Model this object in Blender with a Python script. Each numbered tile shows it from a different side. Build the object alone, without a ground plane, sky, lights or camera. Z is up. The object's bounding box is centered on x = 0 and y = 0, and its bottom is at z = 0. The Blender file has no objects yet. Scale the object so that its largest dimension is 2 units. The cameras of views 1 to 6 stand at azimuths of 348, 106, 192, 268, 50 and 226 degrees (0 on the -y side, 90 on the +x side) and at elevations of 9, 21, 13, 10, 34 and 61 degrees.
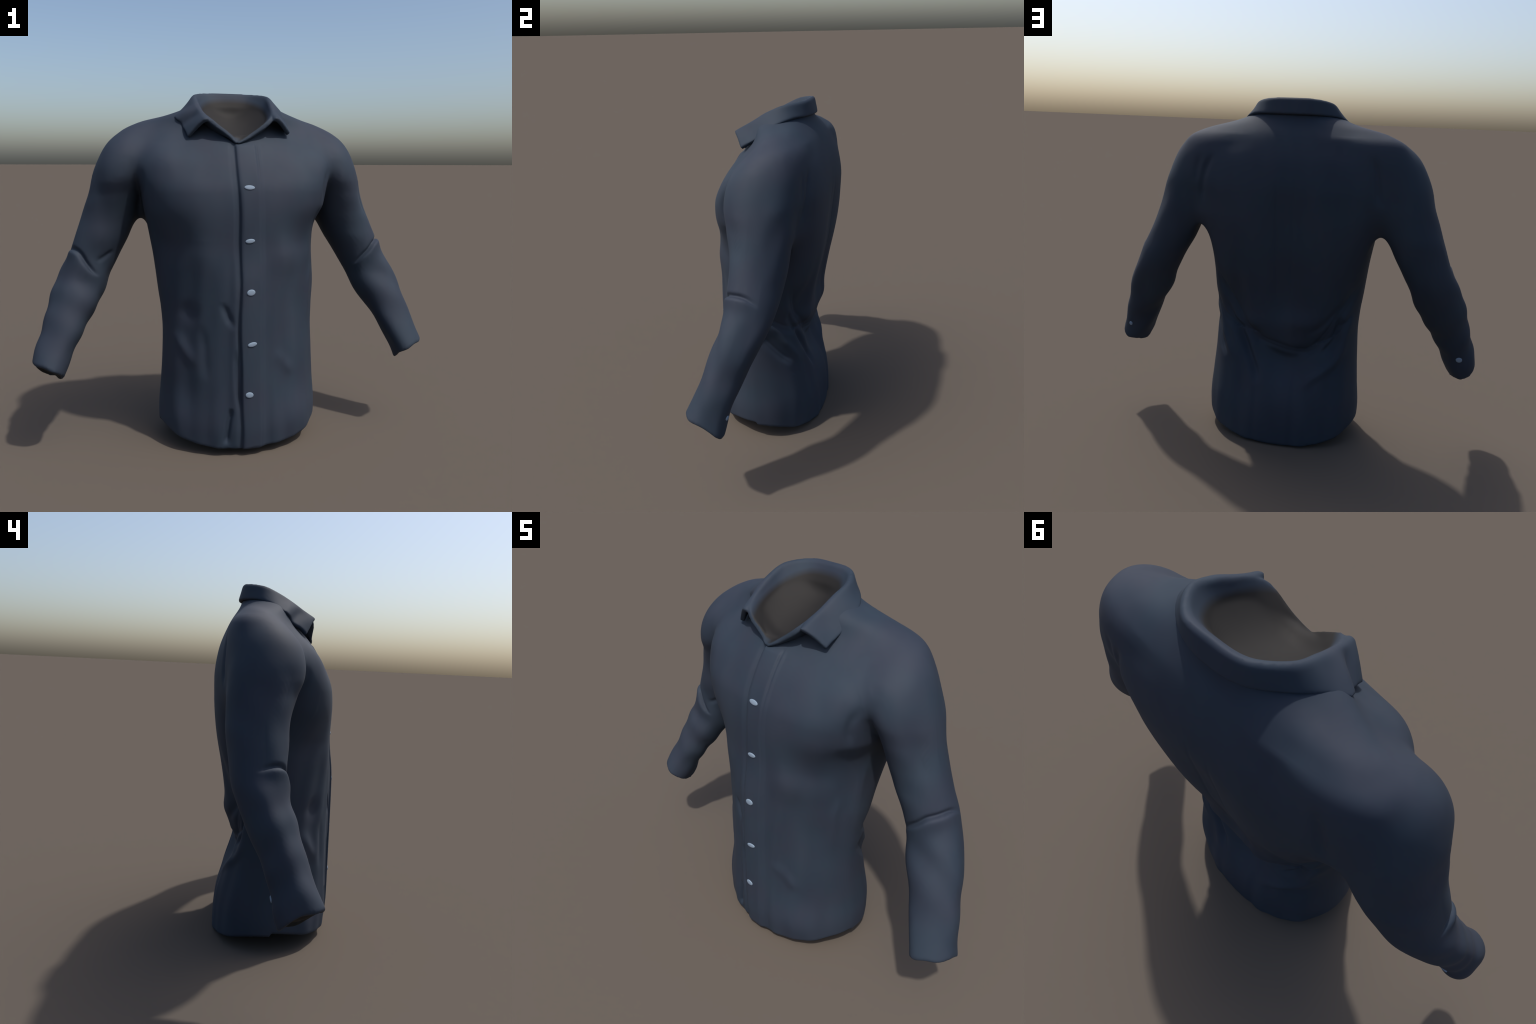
"""A navy button-up shirt, worn by nobody: hollow cloth body, two bent sleeves,
a folded collar, a button placket and small pale buttons."""
import bpy, math
import numpy as np
from mathutils import Vector
from mathutils.bvhtree import BVHTree

H = 0.008            # sampling step of the cloth field
CLOTH = 0.022        # thickness of the cloth shell

# ------------------------------------------------------------------ profiles
def curve(table):
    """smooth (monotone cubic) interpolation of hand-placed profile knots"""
    t = np.array(sorted(table), float)
    x, y = t[:, 0], t[:, 1]
    h = np.diff(x); d = np.diff(y) / h
    m = np.zeros_like(y)
    m[0], m[-1] = d[0], d[-1]
    for i in range(1, len(x) - 1):
        if d[i - 1] * d[i] > 0:
            w1, w2 = 2 * h[i] + h[i - 1], h[i] + 2 * h[i - 1]
            m[i] = (w1 + w2) / (w1 / d[i - 1] + w2 / d[i])
    def f(q):
        q = np.clip(np.asarray(q, float), x[0], x[-1])
        k = np.clip(np.searchsorted(x, q) - 1, 0, len(x) - 2)
        s = (q - x[k]) / h[k]
        return ((1 + 2 * s) * (1 - s) ** 2 * y[k] + s * (1 - s) ** 2 * h[k] * m[k]
                + s * s * (3 - 2 * s) * y[k + 1] + s * s * (s - 1) * h[k] * m[k + 1])
    return f

T_SHIFT = curve([(-.1, .026), (.15, .028), (.4, .030), (.6, .030), (.8, .020), (.9, .006), (1.0, -.008), (1.1, -.016), (1.2, .0)])   # wearer's left side hangs wider
# torso: half width, back and front outline over height
T_HALF = curve([(-.1, .385), (0, .390), (.15, .396), (.3, .385), (.45, .375), (.59, .37), (.69, .376),
                (.78, .388), (.875, .40), (.96, .412), (1.06, .43), (1.17, .450), (1.3, .472), (1.4, .51),
                (1.5, .53), (1.55, .52), (1.58, .485), (1.6, .45), (1.62, .40), (1.64, .345), (1.66, .285), (1.68, .235),
                (1.70, .208), (1.78, .20)])
T_BACK = curve([(-.1, .295), (0, .296), (.1, .294), (.2, .286), (.3, .270), (.4, .252), (.48, .240), (.56, .232), (.66, .243),
                (.78, .258), (.9, .280), (1.07, .308), (1.22, .320), (1.32, .322), (1.44, .309),
                (1.58, .258), (1.69, .203), (1.78, .195)])
T_FRONT = curve([(-.1, -.295), (.04, -.304), (.15, -.311), (.33, -.308), (.56, -.304), (.81, -.299),
                 (1.05, -.276), (1.17, -.273), (1.27, -.261), (1.38, -.220), (1.5, -.150), (1.55, -.11), (1.6, -.08), (1.66, -.08), (1.78, -.11)])
# height of the widest line of each section, and how boxy front and back halves are
T_MID = curve([(-.1, -.0), (.2, .0), (.5, -.02), (.9, -.005), (1.1, .02), (1.3, .035), (1.5, .075), (1.58, .10), (1.66, .07), (1.78, .04)])
T_NFRONT = curve([(-.1, 2.0), (.15, 1.85), (.35, 1.68), (.6, 1.62), (.85, 1.62), (1.0, 1.62), (1.1, 2.05), (1.2, 2.65), (1.3, 2.9), (1.4, 2.45), (1.5, 1.75), (1.6, 1.5), (1.66, 1.8), (1.78, 2.0)])
T_FULL = curve([(-.1, 1.0), (.2, .70), (.5, .25), (.8, .10), (.95, -.15), (1.1, -.5), (1.2, 0)])
T_NBACK = curve([(-.1, 2.3), (.2, 2.3), (.4, 2.2), (.6, 2.25), (.8, 2.4), (1.0, 3.3), (1.15, 3.8), (1.3, 3.8), (1.45, 3.0), (1.55, 2.5), (1.65, 2.0), (1.78, 2.0)])
# sleeve: outer / inner reach and front / back outline over height (right side; left is its mirror)
S_OUT = curve([(.25, 1.06), (.35, 1.03), (.45, 1.003), (.55, .971), (.65, .938), (.75, .910), (.85, .872), (.95, .820),
               (1.05, .777), (1.15, .744), (1.25, .710), (1.35, .682), (1.45, .644), (1.52, .600), (1.56, .55), (1.60, .47)])
S_IN = curve([(.25, .91), (.35, .865), (.45, .828), (.55, .78), (.65, .722), (.75, .662), (.85, .620), (.95, .572),
              (1.05, .520), (1.15, .482), (1.25, .455), (1.35, .42), (1.45, .38), (1.55, .32), (1.60, .28)])
S_FRONT = curve([(.25, -.25), (.35, -.225), (.45, -.188), (.55, -.148), (.65, -.109), (.75, -.081), (.85, -.050),
                 (.95, -.035), (1.05, -.040), (1.15, -.040), (1.25, -.045), (1.35, -.06), (1.45, -.05),
                 (1.52, -.01), (1.56, .025), (1.60, .05)])
S_BACK = curve([(.25, -.02), (.35, 0.), (.45, .021), (.55, .046), (.65, .092), (.75, .138), (.85, .175),
                (.95, .198), (1.05, .215), (1.15, .233), (1.25, .252), (1.35, .257), (1.45, .24),
                (1.52, .20), (1.56, .165), (1.60, .13)])

S_SPREAD_R = curve([(.3, .004), (.6, .005), (.9, -.002), (1.05, -.012), (1.2, -.018), (1.3, -.017), (1.45, -.014), (1.55, -.006)])   # how far each arm stands off
S_SPREAD_L = curve([(.3, .002), (.6, .004), (.9, .007), (1.2, .008), (1.4, .012), (1.55, .010)])
S_TWIST = curve([(.6, 0), (.8, .12), (1.0, .22), (1.2, .15), (1.35, 0)])      # section leans: inner side is fuller behind
S_SHIFT_L = curve([(.3, .0), (.7, .012), (.9, .022), (1.1, .020), (1.25, -.006), (1.4, -.026), (1.6, -.006)])
S_SHIFT_R = curve([(.3, -.002), (.7, .002), (.9, .005), (1.05, .004), (1.15, -.006), (1.25, -.020), (1.4, -.030), (1.6, -.010)])

def hem_height(x, y):
    """shirt tail: lowest behind, raised at the side seams"""
    a = np.clip(np.abs(x) / np.where(x > 0, .425, .395), 0, 1)
    centre = np.where(y < 0, .034, .003)
    side = np.where(x < 0, .108, .092) * np.where(y < 0, 1, .85)
    return centre * (1 - a ** 3) + side * a ** 3

def cuff_height(ax, y):
    """plane of the cuff opening, square to the forearm"""
    return .415 + .62 * (ax - .93) - .50 * (y + .085) + .006 * np.sin(38 * y + 30 * ax) + .004 * np.sin(70 * ax - 25 * y)
HOLLOW = .009         # how far up hem and cuffs are open

def spline(pts, n):
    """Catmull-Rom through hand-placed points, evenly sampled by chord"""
    p = np.asarray(pts, float); q = np.vstack([2 * p[0] - p[1], p, 2 * p[-1] - p[-2]])
    t = np.concatenate([[0], np.cumsum(np.linalg.norm(np.diff(p, axis=0), axis=1))]); u = np.linspace(0, t[-1], n)
    k = np.clip(np.searchsorted(t, u) - 1, 0, len(p) - 2); s = ((u - t[k]) / (t[k + 1] - t[k]))[:, None]
    a, b, c, d = q[k], q[k + 1], q[k + 2], q[k + 3]
    return .5 * (2 * b + (c - a) * s + (2 * a - 5 * b + 4 * c - d) * s ** 2 + (3 * b - a - 3 * c + d) * s ** 3)

# ------------------------------------------------------------------ cloth field
def smin(a, b, k):
    h = np.clip(.5 + .5 * (b - a) / k, 0, 1)
    return b + (a - b) * h - k * h * (1 - h)
def smax(a, b, k):
    return -smin(-a, -b, k)
def as_distance(f, step):
    g = np.gradient(f, step)
    return f / np.maximum(np.sqrt(g[0] ** 2 + g[1] ** 2 + g[2] ** 2), .12)

def build_field():
    xs = np.arange(-1.06, 1.06 + H, H); ys = np.arange(-.40, .42, H); zs = np.arange(-.06, 1.80, H)
    X, Y, Z = xs[:, None, None], ys[None, :, None], zs[None, None, :]
    z = zs
    # torso: superellipse sections with separate front and back depth
    a = (T_HALF(z)[None, None, :] + T_SHIFT(z)[None, None, :] * np.where(X > 0, 1, .15)); bk = T_BACK(z); fr = T_FRONT(z); nf = T_NFRONT(z)[None, None, :] + T_FULL(z)[None, None, :] * np.where(X > 0, 1.0, .35); nb = T_NBACK(z)[None, None, :]
    mid = T_MID(z)[None, None, :] + 0 * Y; b = np.where(Y > mid, bk - mid, mid - fr)
    nf = T_NFRONT(z)[None, None, :]; nb = T_NBACK(z)[None, None, :]
    n = np.where(Y > mid, nb, nf)
    torso = ((np.abs(X) / a) ** n + (np.abs(Y - mid) / b) ** n) ** (1 / n) - 1
    torso = as_distance(torso * b, H)
    torso = smax(torso, Z - 1.70 + 0 * X, .02)
    # sleeves
    so, si, sf, sb = S_OUT(z), S_IN(z), S_FRONT(z), S_BACK(z)
    cx = (.5 * (so + si))[None, None, :]; ax = (.5 * (so - si))[None, None, :]
    cy = (.5 * (sf + sb))[None, None, :] + np.where(X < 0, S_SHIFT_L(z)[None, None, :], S_SHIFT_R(z)[None, None, :]); ay = (.5 * (sb - sf))[None, None, :]
    AX = np.abs(X) - np.where(X > 0, S_SPREAD_R(z)[None, None, :], S_SPREAD_L(z)[None, None, :])
    cx = cx - S_TWIST(z)[None, None, :] * (Y - cy)
    sl = ((np.abs(AX - cx) / ax) ** 2.05 + (np.abs(Y - cy) / ay) ** 2.05) ** (1 / 2.05) - 1
    sl = as_distance(sl * ax, H)
    sl = smax(sl, Z - 1.60 + 0 * X, .04)
    body = smin(torso, sl, (.020 + np.where(X < 0, .125, .10) * np.clip((Y - .06) / .13, 0, 1)))
    # cuffs are cut square to the forearm; hem is cut along the shirt tail; both are hollowed out from below
    inner = body + CLOTH
    AX = np.abs(X)
    cut = np.where(AX > .62, (cuff_height(AX, Y) - Z) / 1.28, -1.0)
    cut = cut - np.where(X < 0, .030, .0) * np.exp(-((AX - .92) ** 2 + (Y - .02) ** 2) / .022 ** 2)   # a corner of the cuff hangs down
    hem = np.where(AX < .55, hem_height(X, Y) - Z, -1.0)
    edge = np.maximum(cut, hem)
    shell = smax(body, edge, .012)
    shell = smax(shell, -np.maximum(inner + .006, -edge - HOLLOW), .012)
    # neck opening: round hole with a V running down the front, and a bowl of lining inside
    hole = (np.sqrt((X / .176) ** 2 + (Y / .170) ** 2) - 1) * .17
    vee = (1.497 + .70 * np.abs(X + .006) - Z) / 1.22
    bowl = 1.43 + .5 * Y - Z
    neck = np.maximum(np.maximum(hole + 0 * Z, vee + 0 * Y), 0 * bowl - 1)
    inside = np.maximum(smax(hole + .004 + 0 * Z, bowl + 0 * X, .05), body + .018)
    shell = smax(shell, -np.minimum(neck, inside), .012)
    return (xs, ys, zs), shell, body

def surface_nets(axes, F):
    """polygonise the zero surface of F: one vertex per crossed cell, one quad per crossed edge"""
    n = F.shape; neg = F < 0
    cs = (n[0] - 1, n[1] - 1, n[2] - 1)
    acc = np.zeros(cs + (3,), np.float32); cnt = np.zeros(cs, np.int16)
    def corner(A, o): return A[o[0]:o[0] + cs[0], o[1]:o[1] + cs[1], o[2]:o[2] + cs[2]]
    for ax in range(3):
        for p in (0, 1):
            for q in (0, 1):
                o0 = [p, q]; o0.insert(ax, 0); o1 = list(o0); o1[ax] = 1
                idx = np.nonzero(corner(neg, o0) != corner(neg, o1))
                f0 = corner(F, o0)[idx]; f1 = corner(F, o1)[idx]
                pt = np.repeat(np.array(o0, float)[None], len(f0), 0); pt[:, ax] = f0 / (f0 - f1)
                acc[idx] += pt; cnt[idx] += 1
    cell = np.nonzero(cnt)
    ids = -np.ones(cs, np.int64); ids[cell] = np.arange(len(cell[0]))
    loc = acc[cell] / cnt[cell][:, None]
    V = np.stack([axes[k][0] + (cell[k] + loc[:, k]) * H for k in range(3)], 1)
    quads = []
    for ax in range(3):
        b, c = [k for k in range(3) if k != ax]
        lo = [slice(1, -1)] * 3; lo[ax] = slice(0, -1); hi = list(lo); hi[ax] = slice(1, None)
        A, B = neg[tuple(lo)], neg[tuple(hi)]
        idx = np.array(np.nonzero(A != B)); flip = A[tuple(idx)]
        base = idx + 1; base[ax] -= 1
        def at(db, dc):
            q = base.copy(); q[b] += db; q[c] += dc; return ids[tuple(q)]
        Q = np.stack([at(-1, -1), at(0, -1), at(0, 0), at(-1, 0)], 1)
        if ax == 1: flip = ~flip
        Q[~flip] = Q[~flip][:, ::-1]
        quads.append(Q)
    return V, np.concatenate(quads)

def new_mesh(name, V, F):
    me = bpy.data.meshes.new(name)
    me.vertices.add(len(V)); me.vertices.foreach_set("co", np.asarray(V, np.float32).ravel())
    k = F.shape[1]
    me.loops.add(F.size); me.loops.foreach_set("vertex_index", np.asarray(F, np.int32).ravel())
    me.polygons.add(len(F)); me.polygons.foreach_set("loop_start", np.arange(0, F.size, k, dtype=np.int32))
    me.update(calc_edges=True); me.validate()
    me.polygons.foreach_set("use_smooth", np.ones(len(me.polygons), bool)); me.update()
    return me
def coords(me):
    c = np.zeros(len(me.vertices) * 3, np.float32); me.vertices.foreach_get("co", c); return c.reshape(-1, 3).astype(float)
def faces(me, k=4):
    f = np.zeros(len(me.loops), np.int32); me.loops.foreach_get("vertex_index", f); return f.reshape(-1, k)
def normals(me):
    c = np.zeros(len(me.vertices) * 3, np.float32); me.vertex_normals.foreach_get("vector", c); return c.reshape(-1, 3).astype(float)
def relax(V, F, rounds):
    E = np.concatenate([F[:, [i, (i + 1) % F.shape[1]]] for i in range(F.shape[1])])
    deg = np.bincount(E.ravel(), minlength=len(V)).astype(float)
    for _ in range(rounds):
        for lam in (.5, -.52):
            S = np.stack([np.bincount(E[:, 0], V[E[:, 1], k], len(V)) + np.bincount(E[:, 1], V[E[:, 0], k], len(V)) for k in range(3)], 1)
            V = V + lam * (S / deg[:, None] - V)
    return V

# ------------------------------------------------------------------ materials
def cloth_material(name, tone, grain=.15):
    m = bpy.data.materials.new(name); m.use_nodes = True
    nt = m.node_tree; N = nt.nodes; L = nt.links
    bsdf = N["Principled BSDF"]
    tc = N.new("ShaderNodeTexCoord")
    mp = N.new("ShaderNodeMapping"); mp.inputs["Scale"].default_value = (7, 7, 2.2)
    L.new(tc.outputs["Object"], mp.inputs["Vector"])
    nz = N.new("ShaderNodeTexNoise"); nz.inputs["Scale"].default_value = 1.0; nz.inputs["Detail"].default_value = 3
    L.new(mp.outputs["Vector"], nz.inputs["Vector"])
    rp = N.new("ShaderNodeValToRGB")
    r, g, b = tone
    rp.color_ramp.elements[0].position = .3; rp.color_ramp.elements[1].position = .7
    rp.color_ramp.elements[0].color = (r * (1 - grain), g * (1 - grain * .8), b * (1 - grain * .5), 1)
    rp.color_ramp.elements[1].color = (r * (1 + grain), g * (1 + grain * .8), b * (1 + grain * .6), 1)
    L.new(nz.outputs["Fac"], rp.inputs["Fac"]); 
    n2 = N.new("ShaderNodeTexNoise"); n2.inputs["Scale"].default_value = 5.5; n2.inputs["Detail"].default_value = 2
    L.new(tc.outputs["Object"], n2.inputs["Vector"])
    hue = N.new("ShaderNodeValToRGB"); hue.color_ramp.elements[0].position = .35; hue.color_ramp.elements[1].position = .65
    hue.color_ramp.elements[0].color = (.90, 1.03, 1.03, 1); hue.color_ramp.elements[1].color = (1.05, .98, 1.0, 1)
    L.new(n2.outputs["Fac"], hue.inputs["Fac"])
    mul = N.new("ShaderNodeMix"); mul.data_type = 'RGBA'; mul.blend_type = 'MULTIPLY'; mul.inputs[0].default_value = 1
    L.new(rp.outputs["Color"], mul.inputs[6]); L.new(hue.outputs["Color"], mul.inputs[7]); L.new(mul.outputs[2], bsdf.inputs["Base Color"])
    bsdf.inputs["Roughness"].default_value = .75
    bsdf.inputs["Specular IOR Level"].default_value = .35
    return m
NAVY = cloth_material("navy_cloth", (.0215, .0306, .0480))
LINING = cloth_material("lining_cloth", (.0185, .0178, .0175), .15)
LINING.node_tree.nodes["Principled BSDF"].inputs["Specular IOR Level"].default_value = .15
BUTTON = cloth_material("pale_button", (.20, .25, .315), .04)
BUTTON.node_tree.nodes["Principled BSDF"].inputs["Roughness"].default_value = .7
BUTTON.node_tree.nodes["Principled BSDF"].inputs["Specular IOR Level"].default_value = .25

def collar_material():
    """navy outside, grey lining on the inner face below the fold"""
    m = cloth_material("collar_cloth", (.0215, .0306, .0480)); nt = m.node_tree; N = nt.nodes; L = nt.links
    bsdf = N["Principled BSDF"]; navy = bsdf.inputs["Base Color"].links[0].from_socket
    tc = N.new("ShaderNodeTexCoord"); geo = N.new("ShaderNodeNewGeometry")
    def math_node(op, a, b):
        n = N.new("ShaderNodeMath"); n.operation = op
        for k, v in enumerate((a, b)):
            if isinstance(v, (int, float)): n.inputs[k].default_value = v
            else: L.new(v, n.inputs[k])
        return n.outputs[0]
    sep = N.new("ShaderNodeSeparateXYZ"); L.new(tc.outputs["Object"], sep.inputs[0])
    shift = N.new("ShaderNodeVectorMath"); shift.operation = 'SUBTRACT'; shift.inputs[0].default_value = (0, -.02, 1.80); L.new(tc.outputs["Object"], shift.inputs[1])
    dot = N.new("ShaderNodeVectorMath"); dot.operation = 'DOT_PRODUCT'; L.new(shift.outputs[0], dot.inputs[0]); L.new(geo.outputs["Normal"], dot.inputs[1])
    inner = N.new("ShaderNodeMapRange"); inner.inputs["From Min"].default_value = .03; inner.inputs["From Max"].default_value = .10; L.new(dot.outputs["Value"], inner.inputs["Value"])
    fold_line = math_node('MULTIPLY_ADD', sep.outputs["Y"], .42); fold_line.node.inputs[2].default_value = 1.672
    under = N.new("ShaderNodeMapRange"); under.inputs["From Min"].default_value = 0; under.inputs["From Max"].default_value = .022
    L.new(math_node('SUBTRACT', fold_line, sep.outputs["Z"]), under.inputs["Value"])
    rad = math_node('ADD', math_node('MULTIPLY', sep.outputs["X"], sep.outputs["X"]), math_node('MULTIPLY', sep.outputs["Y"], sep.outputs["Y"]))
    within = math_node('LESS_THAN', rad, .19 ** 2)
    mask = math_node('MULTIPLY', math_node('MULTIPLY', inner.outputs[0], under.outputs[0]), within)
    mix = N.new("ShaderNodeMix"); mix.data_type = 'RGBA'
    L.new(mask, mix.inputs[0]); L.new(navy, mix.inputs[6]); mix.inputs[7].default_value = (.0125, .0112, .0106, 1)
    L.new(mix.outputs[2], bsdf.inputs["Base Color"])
    return m
COLLAR = collar_material()

root = bpy.data.objects.new("shirt", None)
bpy.context.collection.objects.link(root)
root["label"] = "navy blue long-sleeved button-up shirt standing empty, sleeves spread"
root["category"] = "shirt"
def part(name, me, parent=root):
    o = bpy.data.objects.new(name, me); bpy.context.collection.objects.link(o); o.parent = parent; return o

# ------------------------------------------------------------------ body
axes, SHELL, BODY = build_field()
V, Q = surface_nets(axes, SHELL)
V = relax(V, Q, 3)
def melt(V, F, weight, rounds):
    """even out a region of the surface"""
    E = np.concatenate([F[:, [0, 1]], F[:, [1, 2]], F[:, [2, 3]], F[:, [3, 0]]])
    deg = np.bincount(E.ravel(), minlength=len(V)).astype(float)
    for _ in range(rounds):
        S = np.stack([np.bincount(E[:, 0], V[E[:, 1], k], len(V)) + np.bincount(E[:, 1], V[E[:, 0], k], len(V)) for k in range(3)], 1)
        V = V + (weight * .5)[:, None] * (S / deg[:, None] - V)
    return V
r = np.hypot(V[:, 0], V[:, 1] - .03)
V = melt(V, Q, np.clip((V[:, 2] - 1.32) / .12, 0, 1) * np.clip((r - .215) / .05, 0, 1), 60)
chest = np.clip(1 - np.abs(V[:, 2] - 1.08) / .2, 0, 1) * (V[:, 1] < 0) * (np.abs(V[:, 0]) < .40)
V = melt(V, Q, np.minimum(chest * 2, 1), 55)
coarse = new_mesh("cloth_body", V, Q)
tmp = bpy.data.objects.new("body_tmp", coarse); bpy.context.collection.objects.link(tmp)
sub = tmp.modifiers.new("fine", 'SUBSURF'); sub.levels = 1; sub.subdivision_type = 'CATMULL_CLARK'
dg = bpy.context.evaluated_depsgraph_get()
body = bpy.data.meshes.new_from_object(tmp.evaluated_get(dg))
bpy.data.objects.remove(tmp); bpy.data.meshes.remove(coarse)

def sample(F, P):
    """trilinear lookup of a field"""
    g = [np.clip((P[:, k] - axes[k][0]) / H, 0, F.shape[k] - 1.001) for k in range(3)]
    i = [q.astype(int) for q in g]; t = [q - j for q, j in zip(g, i)]
    r = 0
    for a in (0, 1):
        for b in (0, 1):
            for c in (0, 1):
                w = (t[0] if a else 1 - t[0]) * (t[1] if b else 1 - t[1]) * (t[2] if c else 1 - t[2])
                r = r + w * F[i[0] + a, i[1] + b, i[2] + c]
    return r

P = coords(body); NRM = normals(body); FQ = faces(body)
depth = sample(BODY, P)
outer = np.clip(1 + depth / (CLOTH * .8), 0, 1)          # 1 on the outside of the cloth, 0 on the lining
front = outer * np.clip(-NRM[:, 1] * 3 - .6, 0, 1)
def ramp(t):
    t = np.clip(t, 0, 1); return t * t * (3 - 2 * t)
move = np.zeros(len(P))
# button placket: a raised strip with a deep step on its free edge and a stitched line on the other
PR = .073
PL = -.020 + .003 * np.sin(P[:, 2] * 7.3 + .4) + .002 * np.sin(P[:, 2] * 17)
low = P[:, 2]
pl_on = front * ramp((1.51 - low) / .03)
move += pl_on * .009 * ramp((P[:, 0] - PL + .003) / .006) * ramp((PR + .030 - P[:, 0]) / .034)
move -= pl_on * (.007 + .004 * np.sin(P[:, 2] * 5 + 2.2) ** 2) * np.exp(-((P[:, 0] - PL + .009) / (.0115 + .003 * np.sin(P[:, 2] * 5 + 2.2) + .004 * ramp((low - 1.15) / .3))) ** 2)
move -= pl_on * (.002 + .004 * ramp((low - 1.2) / .25)) * np.exp(-((P[:, 0] - PR - .004) / .006) ** 2)
P = P + NRM * move[:, None]
# hollow of the back: a shallow gutter along the spine that deepens into the small of the back
rear = outer * np.clip(NRM[:, 1] * 2.5 - .3, 0, 1) * (np.abs(P[:, 0]) < .45)
zz = P[:, 2]
gut = (.018 + .008 * np.exp(-((zz - .78) / .15) ** 2)) * ramp((zz - .55) / .2) * ramp((1.40 - zz) / .25) * np.exp(-((P[:, 0] + .01) / .10) ** 2)
uline = .505 + 2.6 * (P[:, 0] + .04) ** 2                 # the U-shaped drape line across the back
below = uline - zz
small = np.where(below < .05, np.exp(-((below - .05) / .055) ** 2), np.exp(-((below - .05) / .13) ** 2))
small *= np.exp(-((P[:, 0] + .02) / .19) ** 2)
over = .020 * np.exp(-((below + .02) / .10) ** 2) * np.exp(-((P[:, 0] + .02) / .24) ** 2)
P = P - NRM * (rear * (gut + .066 * small - over * 0))[:, None]

# fullness: broad soft swellings and hollows of the cloth (centre x, z, spread x, spread z, height)
def swell(facing, x, z, sx, sz, h):
    global P
    side = np.clip(NRM[:, 1] * facing * 2, 0, 1) * outer if facing else outer
    P = P + NRM * (side * h * np.exp(-((P[:, 0] - x) / sx) ** 2 - ((P[:, 2] - z) / sz) ** 2))[:, None]
for sp in [(-.19, .99, .09, .11, .020), (.19, .99, .09, .11, .022), (-.31, .76, .06, .20, -.008), (.34, 1.0, .05, .10, .010), (.69, 1.22, .06, .13, -.016), (-.66, 1.24, .06, .10, -.010), (.41, .98, .04, .10, -.010), (-.37, 1.43, .09, .08, .018),
           (.42, 1.42, .08, .08, .012), (.26, .14, .09, .13, .016), (.42, 1.10, .05, .09, -.014), (.24, .95, .10, .08, .008), (.30, .70, .06, .15, -.012), (-.27, .30, .06, .12, -.008)]:
    swell(-1, *sp)
for sp in [(.26, .73, .08, .12, -.018), (-.12, .67, .10, .06, .018), (-.45, 1.25, .07, .09, .020), (.44, 1.12, .06, .09, .015), (.15, .30, .12, .12, -.010),
           (-.30, .62, .06, .15, .012), (.18, .63, .07, .05, .015), (-.55, 1.48, .09, .09, -.003), (.66, 1.33, .06, .15, -.002),
           (-.77, 1.06, .08, .14, .012), (.79, 1.0, .07, .10, .010), (.84, .74, .07, .14, -.008), (-.86, .74, .07, .14, -.006), (-.15, .78, .14, .10, .010)]:
    swell(1, *sp)

for sp in [(.27, 1.56, .07, .06, -.004), (-.27, 1.56, .07, .06, -.004)]:
    swell(0, *sp)

# FOLDS: each is a crease drawn on the cloth: a groove, with the cloth puffed up on its left side
tree = BVHTree.FromPolygons(P.tolist(), FQ.tolist())
def snap(view, a, b, c=0):
    if view == "near":
        h = tree.find_nearest(Vector((a, b, c))); return np.array(h[0]), np.array(h[1])
    o, d = {"front": ((a, -2, b), (0, 1, 0)), "back": ((a, 2, b), (0, -1, 0)), "right": ((2, a, b), (-1, 0, 0)),
            "left": ((-2, a, b), (1, 0, 0)), "right_side": ((.50, a, b), (-1, 0, 0)), "left_side": ((-.50, a, b), (1, 0, 0))}[view]
    h = tree.ray_cast(Vector(o), Vector(d))
    return (np.array(h[0]), np.array(h[1])) if h[0] is not None else None
def fold(view, pts, width, depth, puff=0.0, spread=2.0, ends=.25):
    global P
    fine = spline([(p[0], p[1], p[2] if len(p) > 2 else 0) for p in pts], 28)
    hits = [h for h in (snap(view, *p) for p in fine) if h is not None]
    C = np.array([h[0] for h in hits]); Nn = np.array([h[1] for h in hits])
    reach = width * (2 + spread * 2)
    near = np.nonzero((outer > .3) & np.all(P > C.min(0) - reach, 1) & np.all(P < C.max(0) + reach, 1))[0]
    X = P[near]; best = np.full(len(X), 9.); S = np.zeros(len(X)); U = np.zeros(len(X)); same = np.zeros(len(X))
    for k in range(len(C) - 1):
        t = C[k + 1] - C[k]; L2 = t @ t
        if L2 < 1e-9 or L2 > .01: continue
        u = np.clip(((X - C[k]) @ t) / L2, 0, 1); D = X - (C[k] + u[:, None] * t); d = np.linalg.norm(D, axis=1)
        left = np.cross(Nn[k], t); left /= np.linalg.norm(left) + 1e-9
        m = d < best; best[m] = d[m]; S[m] = np.where(D[m] @ left > 0, d[m], -d[m]); U[m] = (k + u[m]) / (len(C) - 1); same[m] = np.clip((NRM[near][m] @ Nn[k]) * 2.5 - .2, 0, 1)
    tip = ramp(U / ends) * ramp((1 - U) / ends) if ends > 0 else 1
    g = -depth * np.exp(-(best / width) ** 2)
    g += puff * np.where(S > 0, ramp(S / width) * np.exp(-(np.maximum(S - width, 0) / (width * spread)) ** 2), 0)
    P[near] += NRM[near] * (g * tip * same * outer[near])[:, None]

# sleeves: the sharp break at the elbow, forearm cloth puffed up below it
fold("near", [(.79, .15, .962), (.80, .10, 1.000), (.80, .06, 1.014), (.785, .01, 1.010), (.752, -.03, .992), (.717, -.045, .956), (.672, -.045, .918), (.636, -.03, .885), (.61, .0, .868)], .011, .012, .010, 4, .3)
fold("near", [(-.655, -.01, .855), (-.694, -.035, .885), (-.736, -.035, .932), (-.767, -.02, .975), (-.795, .005, .995), (-.81, .05, .995), (-.81, .12, .970)], .012, .013, .010, 4, .3)
fold("front", [(-.600, .985), (-.647, .952), (-.690, .93)], .014, .006, 0, 3, .3)
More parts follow.
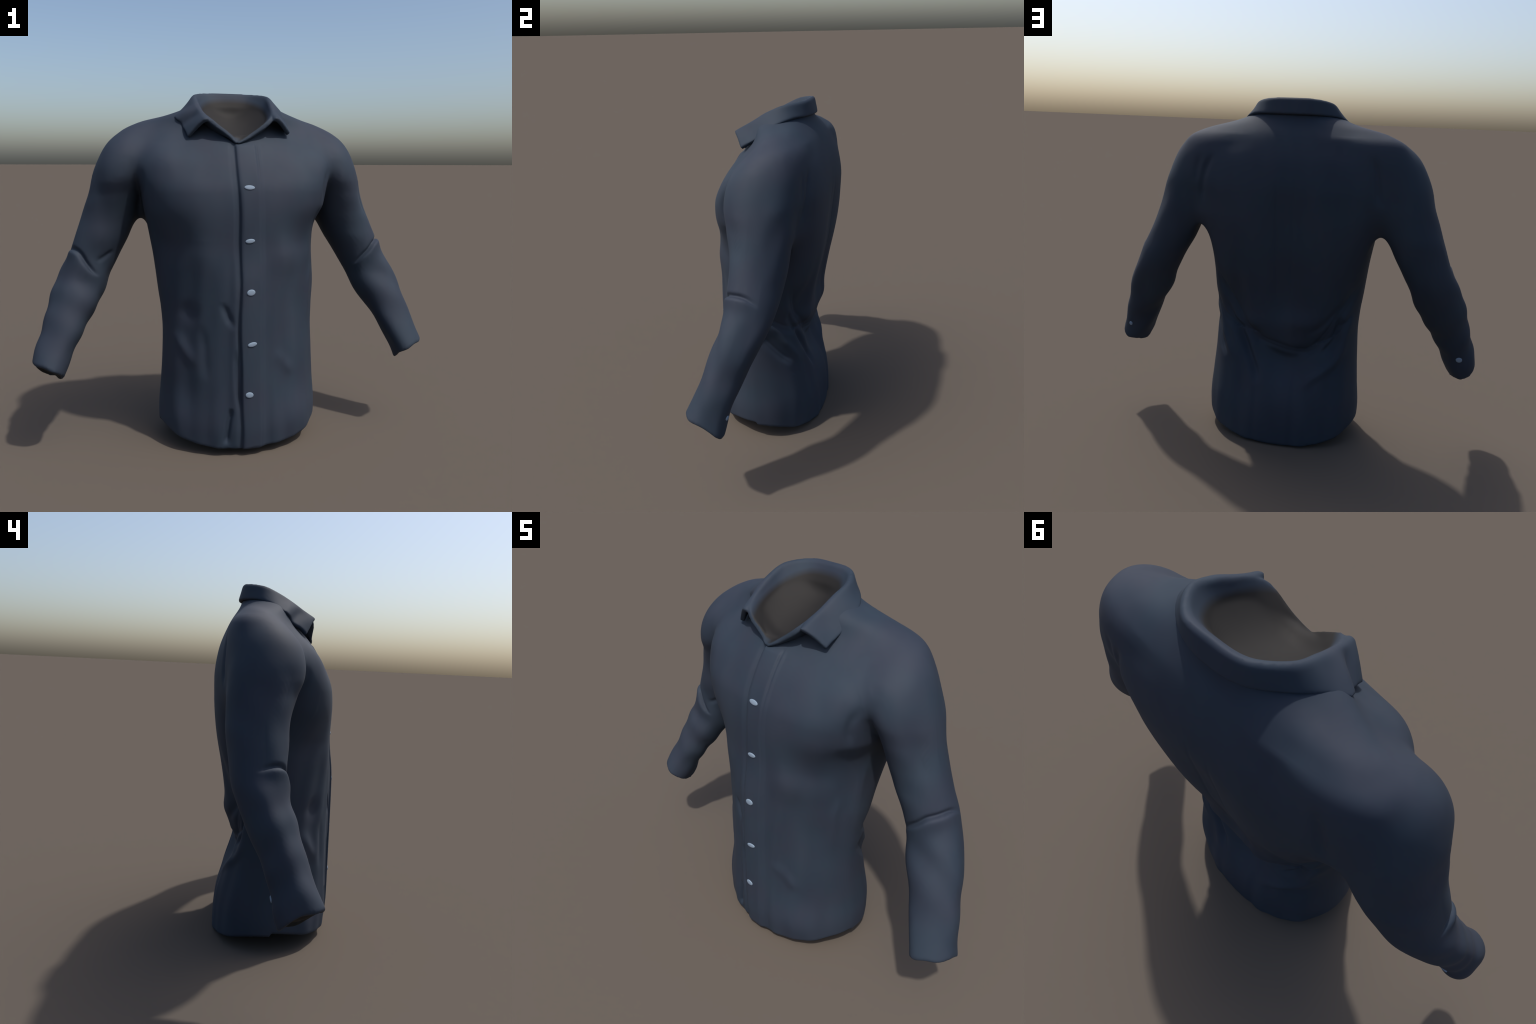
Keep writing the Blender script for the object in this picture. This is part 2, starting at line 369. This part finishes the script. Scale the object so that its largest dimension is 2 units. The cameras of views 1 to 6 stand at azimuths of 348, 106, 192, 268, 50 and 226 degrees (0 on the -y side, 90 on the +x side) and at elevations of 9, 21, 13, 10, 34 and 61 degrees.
# back: drape line and the diagonal pulls under it
fold("back", [(.37, .90), (.34, .835), (.247, .668), (.138, .554), (.049, .529), (-.142, .499), (-.238, .599), (-.299, .693), (-.399, .891)], .022, .016, -.012, 3, .15)
fold("back", [(.265, .640), (.252, .609), (.178, .474), (.13, .371), (.11, .3)], .022, .026, 0, 2, .3)
fold("back", [(-.285, .72), (-.300, .66), (-.285, .60), (-.263, .547), (-.184, .466)], .022, .028, 0, 2, .3)
fold("back", [(.365, .62), (.30, .50), (.25, .40)], .022, -.014, 0, 2, .4)
fold("back", [(-.34, .58), (-.27, .45), (-.16, .36), (-.08, .28)], .025, -.014, 0, 2, .4)
fold("back", [(-.36, .86), (-.30, .74), (-.20, .64), (-.12, .60)], .022, .012, 0, 2, .35)
fold("back", [(.33, .74), (.27, .62), (.20, .56)], .020, .016, 0, 2, .35)
# flanks
fold("right_side", [(.02, .72), (.079, .679), (.166, .605), (.252, .521)], .018, .012, -.012, 3, .3)
fold("right_side", [(.0, .62), (.033, .584), (.12, .48), (.18, .41)], .018, .010, -.010, 3, .3)
fold("left_side", [(.120, .72), (.151, .64), (.171, .565), (.215, .465)], .018, .010, .010, 3, .3)
# faint seams of the back: the centre pleat
fold("back", [(.035, 1.44), (.03, 1.2), (.03, .95), (.025, .75)], .010, .0022, 0, 2, .2)
fold("back", [(-.055, 1.44), (-.05, 1.2), (-.05, .95), (-.045, .75)], .010, .0022, 0, 2, .2)
# armhole seams
fold("back", [(.353, 1.497), (.394, 1.44), (.422, 1.342), (.430, 1.23)], .018, .010, 0, 2, .3)
fold("back", [(-.390, 1.52), (-.413, 1.484), (-.435, 1.395), (-.455, 1.27)], .018, .010, 0, 2, .3)
fold("back", [(.43, 1.50), (.45, 1.42), (.46, 1.33)], .02, .006, 0, 2, .35)
fold("front", [(-.464, 1.40), (-.459, 1.316), (-.465, 1.24)], .022, .004, 0, 2, .35)
fold("front", [(.46, 1.40), (.435, 1.30), (.43, 1.20)], .022, .008, 0, 2, .35)
# front: tugs beside the placket and at the hem
fold("front", [(-.115, .77), (-.098, .731), (-.083, .691), (-.05, .625)], .017, .010, 0, 2, .4)
fold("front", [(-.070, .25), (-.076, .215), (-.087, .155), (-.099, .055)], .012, .014, 0, 2, .2)
fold("front", [(-.044, .54), (-.043, .45), (-.040, .364), (-.030, .22)], .013, .012, 0, 2, .25)
fold("front", [(-.30, .74), (-.26, .70), (-.20, .67)], .045, .007, 0, 2, .4)
fold("front", [(-.33, .61), (-.27, .50), (-.228, .42)], .032, -.008, 0, 2, .4)
fold("front", [(-.20, .66), (-.19, .5), (-.19, .36)], .025, .006, 0, 2, .35)
fold("front", [(.14, .52), (.20, .44), (.26, .36)], .03, -.006, 0, 2, .35)
fold("front", [(.38, .95), (.36, .8), (.36, .6)], .02, -.005, 0, 2, .35)
# soft long wrinkles hanging from the chest, cross wrinkles on the forearms
tors = ramp((.44 - np.abs(P[:, 0])) / .10) * (np.abs(P[:, 0]) < .46)
hang = np.sin(P[:, 0] * 41 + 1.7 * np.sin(P[:, 2] * 3.1) + .8) * .5 + np.sin(P[:, 0] * 67 + 2.1 * np.sin(P[:, 2] * 2.3 + 1) + 2.) * .35
P += NRM * (outer * tors * .0050 * hang * ramp((1.1 - P[:, 2]) / .3) * ramp((np.abs(P[:, 0] - .026) - .06) / .05))[:, None]
arm = ramp((np.abs(P[:, 0]) - .55) / .1) * (.35 + .65 * ramp((.98 - P[:, 2]) / .15)) * ramp((1.5 - P[:, 2]) / .2)
lump = np.sin(P[:, 2] * 33 + P[:, 0] * 21 + 2 * np.sin(P[:, 1] * 17)) + np.sin(P[:, 2] * 19 - P[:, 1] * 45 + P[:, 0] * 13)
P += NRM * (outer * arm * .0028 * lump)[:, None]
body.vertices.foreach_set("co", P.astype(np.float32).ravel()); body.update()
NRM = normals(body)

cen = P[FQ].mean(1); fdepth = depth[FQ].mean(1)
lining = fdepth < -CLOTH * .6
def armhole(p):
    """signed side of the shoulder seam: positive on the sleeve"""
    ax = np.abs(p[:, 0])
    return ax - (.455 + .0 * p[:, 2] + .10 * np.clip((1.45 - p[:, 2]), -.2, .0))
def cuff_line(p):
    return p[:, 2] - cuff_height(np.abs(p[:, 0]), p[:, 1]) - .125
side = np.sign(cen[:, 0]); onsleeve = (armhole(cen) > 0) & ((cen[:, 2] > 1.12) | (np.abs(cen[:, 0]) > .455))
onplacket = (cen[:, 0] > -.023) & (cen[:, 0] < PR + .003) & (cen[:, 2] < 1.51) & (front[FQ].min(1) > .3) & ~lining
oncuff = onsleeve & (cuff_line(cen) < 0)
def region(name, mask, parent=root):
    f = FQ[mask]; used, inv = np.unique(f, return_inverse=True)
    me = new_mesh(name, P[used], inv.reshape(f.shape))
    me.materials.append(NAVY); me.materials.append(LINING)
    me.polygons.foreach_set("material_index", lining[mask].astype(np.int32))
    me.normals_split_custom_set_from_vertices([tuple(v) for v in NRM[used]])
    return part(name, me, parent)
torso_o = region("torso", ~onsleeve & ~onplacket)
placket_o = region("placket", onplacket, torso_o)
for s in (1, -1):
    sl = region("sleeve", onsleeve & ~oncuff & (side == s))
    region("cuff", oncuff & (side == s), sl)
bvh = BVHTree.FromPolygons(P.tolist(), FQ.tolist())
bpy.data.meshes.remove(body)

# ------------------------------------------------------------------ collar
# the neckband runs from the point of the V round the neck and back; the flap folds over it and ends in two wings
VEE = (-.012, -.150, 1.497)
BASE = [VEE, (-.045, -.135, 1.530), (-.105, -.112, 1.572), (-.148, -.06, 1.605), (-.162, .02, 1.645), (-.140, .09, 1.674), (-.085, .140, 1.682), (0, .155, 1.684),
        (.085, .140, 1.682), (.140, .09, 1.674), (.162, .02, 1.645), (.152, -.06, 1.605), (.118, -.100, 1.573), (.050, -.130, 1.530), VEE]
LIP = [(-.012, -.153, 1.509), (-.052, -.152, 1.546), (-.135, -.146, 1.605), (-.175, -.075, 1.650), (-.188, .02, 1.705), (-.180, .10, 1.740), (-.105, .172, 1.755), (0, .186, 1.757),
       (.105, .174, 1.754), (.178, .10, 1.740), (.186, .02, 1.708), (.180, -.075, 1.655), (.150, -.142, 1.608), (.060, -.150, 1.546), (-.012, -.153, 1.509)]
RIM = [(-.158, -.150, 1.607), (-.170, -.105, 1.632), (-.183, -.045, 1.668), (-.190, .02, 1.705), (-.182, .10, 1.740), (-.105, .178, 1.756), (0, .190, 1.758),
       (.105, .180, 1.755), (.180, .10, 1.740), (.188, .02, 1.708), (.184, -.045, 1.670), (.180, -.10, 1.640), (.182, -.148, 1.614)]
EDGE = [(-.236, -.098, 1.528), (-.250, -.055, 1.566), (-.258, -.022, 1.594), (-.290, .006, 1.620), (-.256, .060, 1.655), (-.206, .122, 1.680), (-.110, .192, 1.688), (0, .211, 1.688),
        (.110, .192, 1.688), (.192, .145, 1.684), (.250, .082, 1.660), (.262, .02, 1.620), (.256, -.04, 1.580), (.255, -.088, 1.546)]
NU, NV = 130, 16
def sheet_mesh(rows):
    nv = len(rows[0]); v = np.array(rows).reshape(-1, 3); nu = len(rows)
    f = np.array([[i * nv + j, (i + 1) * nv + j, (i + 1) * nv + j + 1, i * nv + j + 1] for i in range(nu - 1) for j in range(nv - 1)])
    return new_mesh("sheet", v, f)
def unit(v): return v / (np.linalg.norm(v) + 1e-9)
stand, flap = [], []
for b, r in zip(spline(BASE, NU), spline(LIP, NU)):
    stand.append(spline([b, .5 * (b + r), r], NV))
for k, (r, e) in enumerate(zip(spline(RIM, NU), spline(EDGE, NU))):
    u = k / (NU - 1); down = unit(e - r); centre = np.array([0, .03, r[2]]); inward = unit(centre - r)
    ripple = .007 * math.sin(u * 60) * math.exp(-((u - .10) / .09) ** 2) + .004 * math.sin(u * 38 + 1) * math.exp(-((u - .90) / .09) ** 2)
    curl = math.exp(-(u / .05) ** 2) + math.exp(-((1 - u) / .05) ** 2)
    e = e - inward * .001 * curl + np.array([0, -.004, .0]) * curl
    out = .45 * e + .55 * r + np.array([0, 0, .002 + .004 * curl]) - inward * ripple
    flap.append(spline([r + inward * .008 - np.array([0, 0, .010]), r, out, e - inward * ripple * .6 - down * ripple], NV))
# lining that closes the neck: a sagging sheet stretched between the two sides of the neckband
ring = spline(BASE, 161); floor = []
for k in range(1, 80):
    a, b = ring[k], ring[160 - k]
    t = np.linspace(0, 1, 41)[:, None]
    row = a * (1 - t) + b * t
    row[:, 2] -= (4 * t * (1 - t))[:, 0] * .25 * np.linalg.norm(a - b) * ramp((a[2] - 1.50) / .11)
    floor.append(row)
solids = []
for rows, thick in ((stand, .024), (flap, .023), (floor, .022)):
    o = bpy.data.objects.new("sheet_tmp", sheet_mesh(rows)); bpy.context.collection.objects.link(o)
    m = o.modifiers.new("thick", 'SOLIDIFY'); m.thickness = thick; m.offset = 0
    dg = bpy.context.evaluated_depsgraph_get(); dg.update()
    solids.append(bpy.data.meshes.new_from_object(o.evaluated_get(dg))); bpy.data.objects.remove(o)
va = [coords(m) for m in solids]; start = np.cumsum([0] + [len(v) for v in va])
fa = [faces(m) + off for m, off in zip(solids, start)]
both = bpy.data.objects.new("collar_tmp", new_mesh("collar_tmp", np.concatenate(va), np.concatenate(fa))); bpy.context.collection.objects.link(both)
m = both.modifiers.new("fuse", 'REMESH'); m.mode = 'VOXEL'; m.voxel_size = .0042; m.use_smooth_shade = True
m = both.modifiers.new("soft", 'SMOOTH'); m.factor = .5; m.iterations = 24
dg = bpy.context.evaluated_depsgraph_get(); dg.update()
cm = bpy.data.meshes.new_from_object(both.evaluated_get(dg)); bpy.data.objects.remove(both)
CP, CQ, CN = coords(cm), faces(cm), normals(cm)
mid = CP[CQ].mean(1); FL = np.array(floor).reshape(-1, 3)
grid = {}
for p in FL:
    key = (round(p[0] / .012), round(p[1] / .012)); grid[key] = max(grid.get(key, -9), p[2])
top = np.array([max((grid.get((round(p[0] / .012) + i, round(p[1] / .012) + j), -9) for i in (-1, 0, 1) for j in (-1, 0, 1)), default=-9) for p in mid])
isfloor = mid[:, 2] < top + .016
def piece(name, mask, parent):
    f = CQ[mask]; used, inv = np.unique(f, return_inverse=True)
    me = new_mesh(name, CP[used], inv.reshape(f.shape)); me.materials.append(COLLAR)
    me.normals_split_custom_set_from_vertices([tuple(v) for v in CN[used]])
    return part(name, me, parent)
collar = piece("collar", ~isfloor, root)
lining_o = piece("lining", isfloor, collar)

# ------------------------------------------------------------------ buttons
def disc(w, h, d, n=32, rings=8):
    """rounded button lying in its own xz plane, facing -y"""
    v = [(0, -d, 0)]
    for k in range(1, rings + 1):
        a = math.pi / 2 * k / rings
        for i in range(n):
            t = 2 * math.pi * i / n
            v.append((w / 2 * math.sin(a) ** .8 * math.cos(t), -d * math.cos(a) ** .6 if k < rings else d * .4, h / 2 * math.sin(a) ** .8 * math.sin(t)))
    f = [(0, 1 + (i + 1) % n, 1 + i) for i in range(n)]
    f += [(1 + k * n + i, 1 + k * n + (i + 1) % n, 1 + (k + 1) * n + (i + 1) % n, 1 + (k + 1) * n + i) for k in range(rings - 1) for i in range(n)]
    me = bpy.data.meshes.new("button"); me.from_pydata(v, [], f)
    me.polygons.foreach_set("use_smooth", [True] * len(f)); me.materials.append(BUTTON); me.update(); return me
def sew(name, x, z, w, h, tilt, sy, parent):
    hit, n, _, _ = bvh.ray_cast(Vector((x, sy * 2, z)), Vector((0, -sy, 0)))
    o = part(name, disc(w, h, .005), parent)
    q = Vector((0, -1, 0)).rotation_difference(n)
    from mathutils import Quaternion
    o.rotation_mode = 'QUATERNION'; o.rotation_quaternion = q @ Quaternion((0, 1, 0), tilt); o.location = hit
for x, z, w, h, t in [(.025, 1.297, .050, .022, .05), (.024, 1.050, .046, .021, -.1), (.024, .810, .041, .030, -.1),
                      (.029, .560, .046, .022, -.15), (.014, .313, .039, .028, .1)]:
    sew("button", x, z, w, h, t, -1, placket_o)

cuffs = [o for o in bpy.data.objects if o.name.startswith("cuff")]
for (x, z, w) in [(.928, .480, .024), (-.905, .490, .032)]:
    holder = next(o for o in cuffs if o.data.vertices[0].co.x * x > 0)
    sew("cuff_button", x, z, w, w * .9, 0., 1, holder)
